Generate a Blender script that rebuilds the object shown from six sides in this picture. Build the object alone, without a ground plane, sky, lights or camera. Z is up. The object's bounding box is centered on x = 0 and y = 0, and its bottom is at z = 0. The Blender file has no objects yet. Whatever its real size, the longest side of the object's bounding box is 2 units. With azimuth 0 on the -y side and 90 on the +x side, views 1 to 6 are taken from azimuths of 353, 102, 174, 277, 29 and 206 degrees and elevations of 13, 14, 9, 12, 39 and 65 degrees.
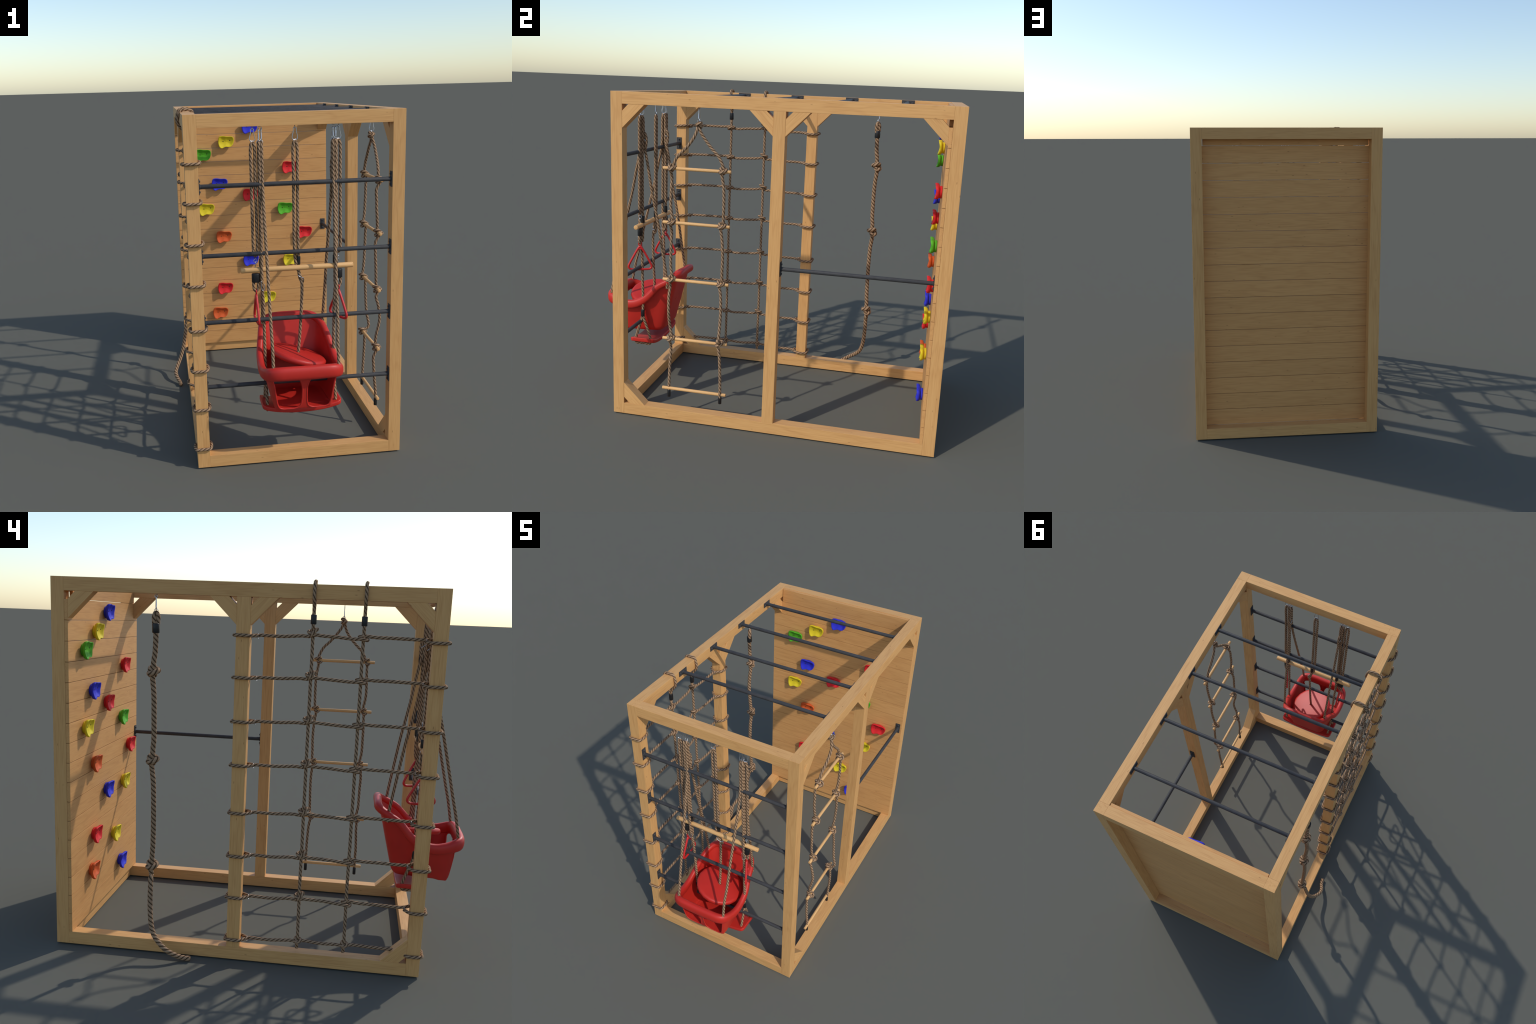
import bpy, bmesh, math, random
from mathutils import Vector, Matrix
import numpy as np

rng = random.Random(7)
# ------------------------------------------------------------------ sizes
X0, X1 = -0.4925, 0.5745          # outer faces of the timber frame
Y0, Y1 = -0.782, 1.0
Z0, Z1 = 0.005, 1.787
T = 0.0625                        # timber thickness
XI0, XI1 = X0 + T, X1 - T         # inner faces
YI0, YI1 = Y0 + T, Y1 - T
ZB, ZT = Z0 + T, Z1 - T           # top of sill, underside of top beams
YM = (Y0 + Y1) / 2                # middle posts
PLANK_Y0 = 0.920                  # climbing wall front face
XNET = X0 + T / 2                 # net hangs under the -x beam
XLAD = X1 - T / 2
YSW = Y0 + T / 2                  # swings hang under the front beam
ROPE = 0.0077

# ------------------------------------------------------------------ materials
def new_mat(name):
    m = bpy.data.materials.new(name)
    m.use_nodes = True
    nt = m.node_tree
    return m, nt, nt.nodes, nt.links, nt.nodes["Principled BSDF"]

def ramp(nodes, stops):
    r = nodes.new("ShaderNodeValToRGB")
    e = r.color_ramp.elements
    while len(e) < len(stops):
        e.new(0.5)
    for i, (p, c) in enumerate(stops):
        e[i].position = p
        e[i].color = (*c, 1)
    return r

def wood_material(name, light, mid, dark, ring=1.0):
    """straight-grained beech; grain runs along the piece's local X."""
    m, nt, N, L, b = new_mat(name)
    tc = N.new("ShaderNodeTexCoord")
    oi = N.new("ShaderNodeObjectInfo")
    off = N.new("ShaderNodeVectorMath"); off.operation = 'SCALE'
    comb = N.new("ShaderNodeCombineXYZ")
    L.new(oi.outputs["Random"], comb.inputs[0])
    L.new(oi.outputs["Random"], comb.inputs[1])
    L.new(oi.outputs["Random"], comb.inputs[2])
    L.new(comb.outputs[0], off.inputs[0]); off.inputs["Scale"].default_value = 13.7
    add = N.new("ShaderNodeVectorMath"); add.operation = 'ADD'
    L.new(tc.outputs["Object"], add.inputs[0]); L.new(off.outputs[0], add.inputs[1])
    # broad cathedral figure: distorted bands
    mp = N.new("ShaderNodeMapping"); mp.inputs["Scale"].default_value = (1.6, 11, 11)
    L.new(add.outputs[0], mp.inputs[0])
    n1 = N.new("ShaderNodeTexNoise"); n1.inputs["Scale"].default_value = 1.6
    n1.inputs["Detail"].default_value = 2.0
    L.new(mp.outputs[0], n1.inputs["Vector"])
    mul = N.new("ShaderNodeMath"); mul.operation = 'MULTIPLY'; mul.inputs[1].default_value = 26.0 * ring
    L.new(n1.outputs["Fac"], mul.inputs[0])
    sn = N.new("ShaderNodeMath"); sn.operation = 'SINE'
    L.new(mul.outputs[0], sn.inputs[0])
    # fine fibre
    mp2 = N.new("ShaderNodeMapping"); mp2.inputs["Scale"].default_value = (9, 300, 300)
    L.new(add.outputs[0], mp2.inputs[0])
    n2 = N.new("ShaderNodeTexNoise"); n2.inputs["Scale"].default_value = 1.0
    n2.inputs["Detail"].default_value = 3.0
    L.new(mp2.outputs[0], n2.inputs["Vector"])
    # tiny dark pores
    mp3 = N.new("ShaderNodeMapping"); mp3.inputs["Scale"].default_value = (9, 42, 42)
    L.new(add.outputs[0], mp3.inputs[0])
    vo = N.new("ShaderNodeTexVoronoi"); vo.inputs["Scale"].default_value = 1.0
    L.new(mp3.outputs[0], vo.inputs["Vector"])
    pore = N.new("ShaderNodeMapRange")
    pore.inputs["From Min"].default_value = 0.03; pore.inputs["From Max"].default_value = 0.075
    pore.inputs["To Min"].default_value = 1.0; pore.inputs["To Max"].default_value = 0.0
    L.new(vo.outputs["Distance"], pore.inputs["Value"])
    # combine band and fibre
    # thin late-wood lines: only the crest of each band darkens
    cl = N.new("ShaderNodeMapRange"); cl.inputs["From Min"].default_value = 0.1; cl.inputs["From Max"].default_value = 1.0
    L.new(sn.outputs[0], cl.inputs["Value"])
    pw = N.new("ShaderNodeMath"); pw.operation = 'POWER'; pw.inputs[1].default_value = 1.6
    L.new(cl.outputs[0], pw.inputs[0])
    m1 = N.new("ShaderNodeMath"); m1.operation = 'MULTIPLY_ADD'
    L.new(pw.outputs[0], m1.inputs[0]); m1.inputs[1].default_value = -0.13
    L.new(n2.outputs["Fac"], m1.inputs[2])
    # slow tone drift along the board
    mp4 = N.new("ShaderNodeMapping"); mp4.inputs["Scale"].default_value = (3.0, 16, 16)
    L.new(add.outputs[0], mp4.inputs[0])
    n4 = N.new("ShaderNodeTexNoise"); n4.inputs["Scale"].default_value = 1.0
    L.new(mp4.outputs[0], n4.inputs["Vector"])
    m2 = N.new("ShaderNodeMath"); m2.operation = 'MULTIPLY_ADD'
    L.new(n4.outputs["Fac"], m2.inputs[0]); m2.inputs[1].default_value = 0.22
    L.new(m1.outputs[0], m2.inputs[2])
    m1 = m2
    cr = ramp(N, [(0.26, dark), (0.58, mid), (0.86, light)])
    L.new(m1.outputs[0], cr.inputs[0])
    mix = N.new("ShaderNodeMix"); mix.data_type = 'RGBA'
    L.new(pore.outputs[0], mix.inputs["Factor"])
    L.new(cr.outputs[0], mix.inputs["A"])
    mix.inputs["B"].default_value = (dark[0]*.55, dark[1]*.5, dark[2]*.45, 1)
    # piece-to-piece tone
    hsv = N.new("ShaderNodeHueSaturation")
    vr = N.new("ShaderNodeMapRange")
    vr.inputs["To Min"].default_value = 0.96; vr.inputs["To Max"].default_value = 1.04
    L.new(oi.outputs["Random"], vr.inputs["Value"])
    L.new(vr.outputs[0], hsv.inputs["Value"])
    L.new(mix.outputs["Result"], hsv.inputs["Color"])
    L.new(hsv.outputs[0], b.inputs["Base Color"])
    b.inputs["Roughness"].default_value = 0.55
    b.inputs["Specular IOR Level"].default_value = 0.3
    bp = N.new("ShaderNodeBump"); bp.inputs["Strength"].default_value = 0.06
    bp.inputs["Distance"].default_value = 0.002
    L.new(n2.outputs["Fac"], bp.inputs["Height"]); L.new(bp.outputs[0], b.inputs["Normal"])
    return m

def plain_material(name, col, rough=0.45, spec=0.5, metal=0.0, vary=0.08, scale=25, coat=0.0, bump=0.0, bscale=200):
    m, nt, N, L, b = new_mat(name)
    tc = N.new("ShaderNodeTexCoord")
    n = N.new("ShaderNodeTexNoise"); n.inputs["Scale"].default_value = scale
    n.inputs["Detail"].default_value = 4
    L.new(tc.outputs["Object"], n.inputs["Vector"])
    lo = tuple(c * (1 - vary) for c in col); hi = tuple(min(1, c * (1 + vary)) for c in col)
    cr = ramp(N, [(0.3, lo), (0.7, hi)])
    L.new(n.outputs["Fac"], cr.inputs[0]); L.new(cr.outputs[0], b.inputs["Base Color"])
    b.inputs["Roughness"].default_value = rough
    b.inputs["Specular IOR Level"].default_value = spec
    b.inputs["Metallic"].default_value = metal
    b.inputs["Coat Weight"].default_value = coat
    if bump:
        n2 = N.new("ShaderNodeTexNoise"); n2.inputs["Scale"].default_value = bscale
        L.new(tc.outputs["Object"], n2.inputs["Vector"])
        bp = N.new("ShaderNodeBump"); bp.inputs["Strength"].default_value = bump
        bp.inputs["Distance"].default_value = 0.001
        L.new(n2.outputs["Fac"], bp.inputs["Height"]); L.new(bp.outputs[0], b.inputs["Normal"])
    return m

WOOD = wood_material("beech_timber", (0.71, 0.395, 0.150), (0.665, 0.355, 0.128), (0.565, 0.280, 0.095))
PLANKW = wood_material("beech_plank", (0.69, 0.362, 0.133), (0.64, 0.324, 0.114), (0.555, 0.264, 0.088), 1.1)
DOWEL = wood_material("turned_wood", (0.76, 0.445, 0.185), (0.715, 0.405, 0.160), (0.63, 0.335, 0.125), 0.6)
STEEL = plain_material("powder_coated_steel", (0.052, 0.051, 0.052), 0.58, 0.2, vary=0.12, bump=0.05)
RUBBER = plain_material("black_shrink_sleeve", (0.012, 0.012, 0.013), 0.42, 0.4)
ZINC = plain_material("zinc_wire", (0.55, 0.58, 0.62), 0.28, 0.5, metal=0.9)
SEATRED = plain_material("moulded_red_plastic", (0.53, 0.024, 0.015), 0.47, 0.4, vary=0.05, scale=12, bump=0.03, bscale=350)
RINGRED = plain_material("red_ring_plastic", (0.56, 0.022, 0.02), 0.34, 0.45, vary=0.04)
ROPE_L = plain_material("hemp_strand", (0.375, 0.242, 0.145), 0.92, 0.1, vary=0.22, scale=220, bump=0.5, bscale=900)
ROPE_M = plain_material("hemp_mid_tone", (0.245, 0.153, 0.090), 0.95, 0.05, vary=0.2, scale=220)
ROPE_D = plain_material("hemp_groove_painted_shade", (0.070, 0.042, 0.024), 1.0, 0.0, vary=0.2, scale=220)
HOLD = dict(
    yellow=plain_material("hold_yellow", (0.72, 0.56, 0.022), 0.62, 0.22, vary=0.04, bump=0.1, bscale=500),
    blue=plain_material("hold_blue", (0.030, 0.036, 0.55), 0.62, 0.22, vary=0.04, bump=0.1, bscale=500),
    green=plain_material("hold_green", (0.095, 0.40, 0.022), 0.62, 0.22, vary=0.04, bump=0.1, bscale=500),
    red=plain_material("hold_red", (0.68, 0.022, 0.026), 0.62, 0.22, vary=0.04, bump=0.1, bscale=500),
    orange=plain_material("hold_orange", (0.62, 0.105, 0.024), 0.62, 0.22, vary=0.04, bump=0.1, bscale=500))
HOLE_MAT = plain_material("screw_recess", (0.05, 0.035, 0.02), 0.8, 0.2)

# ------------------------------------------------------------------ object helpers
root = bpy.data.objects.new("climbing_frame", None)
root.empty_display_size = 0.2
bpy.context.collection.objects.link(root)
root["label"] = "beech timber play gym with ropes, bars and red swings"
root["category"] = "climbing frame"

def link(ob, parent=None):
    bpy.context.collection.objects.link(ob)
    p = parent or root
    ob.parent = p
    if p is not root:
        bpy.context.view_layer.update()
        ob.matrix_parent_inverse = p.matrix_world.inverted()
    return ob

def mesh_from(name, verts, faces, mats, smooth=True, midx=None):
    me = bpy.data.meshes.new(name)
    me.from_pydata([tuple(v) for v in verts], [], [tuple(f) for f in faces])
    for m in mats:
        me.materials.append(m)
    if midx is not None:
        me.polygons.foreach_set("material_index", np.asarray(midx, dtype=np.int32))
    if smooth:
        me.polygons.foreach_set("use_smooth", np.ones(len(me.polygons), dtype=bool))
    me.update()
    return me

def make(name, me, parent=None, loc=(0, 0, 0), rot=None):
    ob = bpy.data.objects.new(name, me)
    ob.location = loc
    if rot is not None:
        ob.rotation_euler = rot
    return link(ob, parent)

def boxed(name, p0, p1, mat, grain, parent=None, bevel=0.0012):
    """square timber between two corners; local X runs along the grain axis."""
    p0, p1 = Vector(p0), Vector(p1)
    c = (p0 + p1) / 2
    d = p1 - p0
    if grain == 'x':
        size, rot = (d.x, d.y, d.z), (0, 0, 0)
    elif grain == 'y':
        size, rot = (d.y, d.x, d.z), (0, 0, math.pi / 2)
    else:
        size, rot = (d.z, d.y, d.x), (0, math.pi / 2, 0)
    bm = bmesh.new()
    bmesh.ops.create_cube(bm, size=1.0)
    for v in bm.verts:
        v.co = Vector((v.co.x * size[0], v.co.y * size[1], v.co.z * size[2]))
    if bevel:
        bmesh.ops.bevel(bm, geom=bm.edges[:], offset=bevel, segments=2, profile=0.6, affect='EDGES')
    me = bpy.data.meshes.new(name)
    bm.to_mesh(me); bm.free()
    me.materials.append(mat)
    return make(name, me, parent, c, rot)

def catmull(pts, step, closed=False):
    P = [np.array(p, float) for p in pts]
    n = len(P)
    out = []
    rngs = range(n if closed else n - 1)
    for i in rngs:
        if closed:
            a, b, c, d = P[i - 1], P[i], P[(i + 1) % n], P[(i + 2) % n]
        else:
            b, c = P[i], P[i + 1]
            a = P[i - 1] if i else b + (b - c)
            d = P[i + 2] if i + 2 < n else c + (c - b)
        t0 = 0.0
        t1 = t0 + max(1e-6, np.linalg.norm(b - a)) ** 0.5
        t2 = t1 + max(1e-6, np.linalg.norm(c - b)) ** 0.5
        t3 = t2 + max(1e-6, np.linalg.norm(d - c)) ** 0.5
        k = max(2, int(np.linalg.norm(c - b) / step * 2))
        for s in range(k):
            t = t1 + (t2 - t1) * s / k
            A1 = (t1 - t) / (t1 - t0) * a + (t - t0) / (t1 - t0) * b
            A2 = (t2 - t) / (t2 - t1) * b + (t - t1) / (t2 - t1) * c
            A3 = (t3 - t) / (t3 - t2) * c + (t - t2) / (t3 - t2) * d
            B1 = (t2 - t) / (t2 - t0) * A1 + (t - t0) / (t2 - t0) * A2
            B2 = (t3 - t) / (t3 - t1) * A2 + (t - t1) / (t3 - t1) * A3
            out.append((t2 - t) / (t2 - t1) * B1 + (t - t1) / (t2 - t1) * B2)
    out.append(P[0] if closed else P[-1])
    out = np.array(out)
    seg = np.linalg.norm(np.diff(out, axis=0), axis=1)
    s = np.concatenate([[0], np.cumsum(seg)])
    m = max(3, int(round(s[-1] / step)) + 1)
    u = np.linspace(0, s[-1], m)
    res = np.stack([np.interp(u, s, out[:, k]) for k in range(3)], 1)
    return (res[:-1] if closed else res), s[-1]

def frames(path, closed=False):
    n = len(path)
    if closed:
        tan = np.roll(path, -1, 0) - np.roll(path, 1, 0)
    else:
        tan = np.gradient(path, axis=0)
    tan /= np.linalg.norm(tan, axis=1)[:, None] + 1e-12
    u = np.cross(tan[0], [0.31, 0.87, 0.4])
    u /= np.linalg.norm(u)
    U = np.zeros_like(path); U[0] = u
    for i in range(1, n):
        u = u - tan[i] * (u @ tan[i])
        u /= np.linalg.norm(u)
        U[i] = u
    V = np.cross(tan, U)
    return tan, U, V

LOBE = 8
def rope_data(pts, r=ROPE, lead=None, step=None, smooth=True):
    """three-strand laid rope swept along control points."""
    lead = lead or r * 9.0
    step = step or lead / 18
    path, length = catmull(pts, step) if smooth else (np.array(pts), 0)
    tan, U, V = frames(path)
    n = len(path); k = 3 * LOBE
    s = np.concatenate([[0], np.cumsum(np.linalg.norm(np.diff(path, axis=0), axis=1))])
    ang = np.arange(k) / k * 2 * np.pi
    u = (np.arange(k) % LOBE) / LOBE
    rad = r * (1.03 - 0.17 * (1 - np.sin(np.pi * u) ** 0.6))
    th = ang[None, :] - 2 * np.pi * s[:, None] / lead
    verts = (path[:, None, :] + rad[None, :, None] *
             (np.cos(th)[..., None] * U[:, None, :] + np.sin(th)[..., None] * V[:, None, :])).reshape(-1, 3)
    i = np.arange(n - 1)[:, None]; j = np.arange(k)[None, :]
    a = i * k + j; b = i * k + (j + 1) % k
    F = np.stack([a, b, b + k, a + k], -1).reshape(-1, 4)
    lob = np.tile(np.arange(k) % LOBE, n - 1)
    mi = np.where((lob == 0) | (lob == LOBE - 1), 2, np.where((lob == 1) | (lob == LOBE - 2), 1, 0))  # valley and flank faces take darkened hemp: groove shadow painted by face
    verts = np.vstack([verts, path[:1] - tan[:1] * r * .25, path[-1:] + tan[-1:] * r * .25])
    faces = [tuple(f) for f in F]
    c0, c1 = n * k, n * k + 1
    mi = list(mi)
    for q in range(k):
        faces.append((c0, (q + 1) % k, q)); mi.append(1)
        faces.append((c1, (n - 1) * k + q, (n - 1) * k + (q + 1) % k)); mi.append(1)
    return verts, faces, mi

def rope(name, paths, r=ROPE, lead=None, parent=None):
    """one object from one or several rope paths"""
    if not isinstance(paths[0][0], (tuple, list, np.ndarray)):
        paths = [paths]
    VV, FF, MM = [], [], []
    base = 0
    for p in paths:
        v, f, m = rope_data(p, r, lead)
        VV.append(v); FF += [tuple(x + base for x in q) for q in f]; MM += m
        base += len(v)
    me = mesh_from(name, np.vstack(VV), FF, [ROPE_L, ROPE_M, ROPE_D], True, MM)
    return make(name, me, parent)

def tube_data(path, r, k=10, closed=False, cap=True):
    path = np.asarray(path, float)
    tan, U, V = frames(path, closed)
    n = len(path)
    rr = np.full(n, r) if np.isscalar(r) else np.asarray(r)
    th = np.arange(k) / k * 2 * np.pi
    verts = (path[:, None, :] + rr[:, None, None] *
             (np.cos(th)[None, :, None] * U[:, None, :] + np.sin(th)[None, :, None] * V[:, None, :])).reshape(-1, 3)
    faces = []
    shift = 0
    if closed:   # match the frame at the seam
        d = V[0] @ U[-1], U[0] @ U[-1]
        shift = int(round(math.atan2(U[-1] @ V[0], U[-1] @ U[0]) / (2 * math.pi) * k))
    for i in range(n if closed else n - 1):
        for j in range(k):
            a, b = i * k + j, i * k + (j + 1) % k
            if i < n - 1:
                c, d_ = (i + 1) * k + (j + 1) % k, (i + 1) * k + j
            else:
                c, d_ = (j + 1 + shift) % k, (j + shift) % k
            faces.append((a, b, c, d_))
    if not closed and cap:
        faces.append(tuple(range(k))[::-1])
        faces.append(tuple((n - 1) * k + j for j in range(k)))
    return verts, faces

def tube(name, pts, r, mat, parent=None, k=10, closed=False, step=0.003, straight=False):
    path = np.array(pts, float) if straight else catmull(pts, step, closed)[0]
    v, f = tube_data(path, r, k, closed)
    ob = make(name, mesh_from(name, v, f, [mat]), parent)
    return ob

def cyl_mesh(name, radius, length, mat, k=28, bev=0.0015, ry=None):
    """cylinder along local X with softened rims (ry: second half-axis)."""
    ry = ry or radius
    prof = [(-length/2, 0), (-length/2, 1 - bev/radius), (-length/2 + bev*.3, 1 - bev*.3/radius), (-length/2 + bev, 1),
            (length/2 - bev, 1), (length/2 - bev*.3, 1 - bev*.3/radius), (length/2, 1 - bev/radius), (length/2, 0)]
    verts, faces = [], []
    for x, s in prof:
        for j in range(k):
            a = 2 * math.pi * j / k
            verts.append((x, radius * s * math.cos(a), ry * s * math.sin(a)))
    for i in range(len(prof) - 1):
        for j in range(k):
            a, b = i * k + j, i * k + (j + 1) % k
            faces.append((a, a + k, b + k, b))
    me = mesh_from(name, verts, faces, [mat])
    bm = bmesh.new(); bm.from_mesh(me)
    bmesh.ops.remove_doubles(bm, verts=bm.verts[:], dist=1e-6)
    bm.to_mesh(me); bm.free()
    return me

# ================================================================== TIMBER FRAME
for x in (X0, XI1):
    for y in (Y0, YI1):
        boxed("post", (x, y, Z0), (x + T, y + T, Z1), WOOD, 'z')
    boxed("post", (x, YM - T/2, ZB), (x + T, YM + T/2, ZT), WOOD, 'z')
    boxed("beam", (x, YI0, ZT), (x + T, YI1, Z1), WOOD, 'y')
    boxed("sill", (x, YI0, Z0), (x + T, YI1, ZB), WOOD, 'y')
for y in (Y0, YI1):
    boxed("beam", (XI0, y, ZT), (XI1, y + T, Z1), WOOD, 'x')
    boxed("sill", (XI0, y, Z0), (XI1, y + T, ZB), WOOD, 'x')

# diagonal knee braces: a mitred board, long edge OUT from the corner, short edge IN
B_OUT, B_IN = 0.1225, 0.0355
def brace_mesh():
    # local X along the board, Y across the beam, Z towards the corner
    s = math.sqrt(0.5)
    Lo, Li = B_OUT / s, B_IN / s
    h = (B_OUT - B_IN) * s
    w = T - 0.002
    prof = [(-Lo/2, 0), (Lo/2, 0), (Li/2, h), (-Li/2, h)]
    bm = bmesh.new()
    lo = [bm.verts.new((x, -w/2, z)) for x, z in prof]
    hi = [bm.verts.new((x, w/2, z)) for x, z in prof]
    bm.faces.new(lo); bm.faces.new(hi[::-1])
    for i in range(4):
        j = (i + 1) % 4
        bm.faces.new((lo[j], lo[i], hi[i], hi[j]))
    bmesh.ops.recalc_face_normals(bm, faces=bm.faces[:])
    bmesh.ops.bevel(bm, geom=bm.edges[:], offset=0.0008, segments=1, affect='EDGES')
    me = bpy.data.meshes.new("brace"); bm.to_mesh(me); bm.free()
    me.materials.append(WOOD)
    return me
BRACE = brace_mesh()
def brace(x, y, z, dy, dz):
    """corner at (y,z); the board fills towards +dy / +dz from it."""
    zc = Vector((0, -dy, -dz)).normalized()          # local Z -> to the corner
    xc = Vector((0, dy, -dz)).normalized()           # along the board
    yc = zc.cross(xc)
    mid = Vector((x, y + dy * B_OUT / 2, z + dz * B_OUT / 2))
    M = Matrix((xc, yc, zc)).transposed().to_4x4()
    ob = bpy.data.objects.new("brace", BRACE)
    ob.matrix_world = Matrix.Translation(mid) @ M
    mw = ob.matrix_world.copy()
    link(ob); ob.matrix_world = mw
for x in (X0 + T/2, X1 - T/2):
    brace(x, YI0, ZT, 1, -1)
    brace(x, YM - T/2, ZT, -1, -1)
    brace(x, YM + T/2, ZT, 1, -1)
    brace(x, PLANK_Y0, ZT, -1, -1)
    brace(x, YI0, ZB, 1, 1)

# ================================================================== CLIMBING WALL
PITCH = 0.09544
GAP = 0.0021
ztop = 1.6883
boxed("wall_plank", (XI0 + 0.004, PLANK_Y0, ztop + GAP/2), (XI1 - 0.004, YI1 - 0.0006, Z1 - 0.003), PLANKW, 'x', bevel=0.001)
for k in range(17):
    a = ztop - PITCH * k - GAP/2
    b = max(ztop - PITCH * (k + 1) + GAP/2, ZB + 0.0006)
    boxed("wall_plank", (X0 + 0.0004, PLANK_Y0, b), (X1 - 0.0004, YI1 - 0.0006, a), PLANKW, 'x', bevel=0.001)

# climbing hold: saddle-shaped grip on a narrower foot
HOLD_OUTLINE = [(490,478),(640,440),(760,452),(880,474),(1000,478),(1110,480),(1205,520),(1252,640),(1230,770),
                (1180,900),(1080,998),(970,1020),(820,1004),(720,1034),(590,1080),(500,1020),(445,880),(428,700)]
def hold_mesh(mat):
    sc = 0.112 / 825
    out = [((x - 840) * sc, (760 - y) * sc, 0) for x, y in HOLD_OUTLINE]
    loop, _ = catmull(out, 0.0042, True)
    o = loop[:, :2]
    n = len(o)
    def flare(x, z):      # upper and lower lips and the left flank stand forward
        return 0.0115 * (abs(z) / 0.042) ** 1.6 + 0.0035 * max(0, -x / 0.055) ** 3 + 0.002 * max(0, x / 0.055) ** 3
    rings = []
    for s, y, f in [(0.66, 0.0, 0), (0.74, -0.0012, 0), (0.755, -0.0095, 0), (0.715, -0.0122, .05), (0.79, -0.0138, .15), (0.92, -0.0155, .35),
                    (0.99, -0.0195, .65), (1.0, -0.0245, .9), (0.965, -0.0280, 1), (0.86, -0.0262, .95), (0.68, -0.0235, .9),
                    (0.48, -0.0215, .9), (0.28, -0.0205, .9), (0.1, -0.0200, .9)]:
        # the foot and the back of the grip are plain ovals, only the lip carries the outline
        w = 1.0 if s >= .9 or y < -0.02 else max(0.0, (-y - 0.012) / 0.0035)
        w = min(1.0, w)
        rings.append([((x * w + (1 - w) * 0.0545 * x / math.hypot(x / 1.0, z * 1.28) ) * s, y - f * flare(x * s, z * s),
                       (z * w + (1 - w) * 0.0545 * z / math.hypot(x / 1.0, z * 1.28)) * s) for x, z in o])
    verts = [p for r in rings for p in r]
    # thumb dent beside the right screw
    vv = []
    for i, (x, y, z) in enumerate(verts):
        if i >= 8 * n:
            d = math.exp(-(((x - 0.033) / 0.008) ** 2 + ((z - 0.02) / 0.008) ** 2))
            e = math.exp(-(((x - 0.027) / 0.010) ** 2 + ((z + 0.014) / 0.014) ** 2))
            g = math.exp(-(((x + 0.004) / 0.010) ** 2 + ((z - 0.012) / 0.02) ** 2))
            y += 0.006 * d + 0.004 * e - 0.002 * g
        vv.append((x, y, z))
    verts = [(x, y * .95, z) for x, y, z in vv + [(0, -0.0198, 0)]]
    faces = []
    for i in range(len(rings) - 1):
        for j in range(n):
            a, b = i * n + j, i * n + (j + 1) % n
            faces.append((a, b, b + n, a + n))
    for j in range(n):
        faces.append(((len(rings) - 1) * n + j, (len(rings) - 1) * n + (j + 1) % n, len(verts) - 1))
    me = mesh_from("climbing_hold", verts, faces, [mat])
    bm = bmesh.new(); bm.from_mesh(me)
    bmesh.ops.recalc_face_normals(bm, faces=bm.faces[:])
    for f in bm.faces: f.smooth = True
    bm.to_mesh(me); bm.free()
    return me
HOLD_ME = {c: hold_mesh(m) for c, m in HOLD.items()}
SCREW = cyl_mesh("hold_screw", 0.0036, 0.006, HOLE_MAT, 14, 0.0008)
for col, x, z in [("blue", .027, 1.634), ("yellow", -.1415, 1.538), ("green", -.305, 1.451), ("red", .306, 1.347),
                  ("blue", -.196, 1.246), ("red", .021, 1.163), ("green", .268, 1.055), ("yellow", -.294, 1.070),
                  ("red", .406, .875), ("orange", -.178, .868), ("blue", .012, .689), ("yellow", .303, .675),
                  ("red", -.180, .488), ("yellow", .133, .403), ("orange", -.222, .304), ("blue", .243, .205)]:
    h = make("climbing_hold", HOLD_ME[col], None, (x, PLANK_Y0 - 0.0002, z))
    for sx, sz in ((-0.020, 0.005), (0.027, 0.010)):
        make("hold_screw", SCREW, h, (x + sx, PLANK_Y0 - 0.0190, z + sz), (0, 0, math.pi / 2))

# ================================================================== STEEL BARS
BAR_R = 0.0108
PLATE_ME = None
def plate_mesh():
    """flat mounting plate 76 x 33 mm, local X off the wood, Z long side"""
    bm = bmesh.new()
    bmesh.ops.create_cube(bm, size=1.0)
    for v in bm.verts:
        v.co = Vector((v.co.x * 0.004 + 0.002, v.co.y * 0.033, v.co.z * 0.076))
    bmesh.ops.bevel(bm, geom=bm.edges[:], offset=0.0008, segments=2, affect='EDGES')
    me = bpy.data.meshes.new("mounting_plate"); bm.to_mesh(me); bm.free()
    me.materials.append(STEEL)
    return me
def bolt_mesh():
    verts, faces = [], []
    prof = [(0, .0062), (.0012, .0064), (.0022, .0052), (.0045, .0050), (.0054, .0042), (.0054, 0.0)]
    k = 12
    for x, r in prof:
        for j in range(k):
            a = 2 * math.pi * j / k
            hexa = 1.0 if x < .0015 else 0.94 + 0.06 * math.cos(6 * a)
            verts.append((x, r * hexa * math.cos(a), r * hexa * math.sin(a)))
    for i in range(len(prof) - 1):
        for j in range(k):
            a, b = i * k + j, i * k + (j + 1) % k
            faces.append((a, b, b + k, a + k))
    return mesh_from("bolt", verts, faces, [STEEL])
PLATE = plate_mesh(); BOLT = bolt_mesh()
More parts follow.
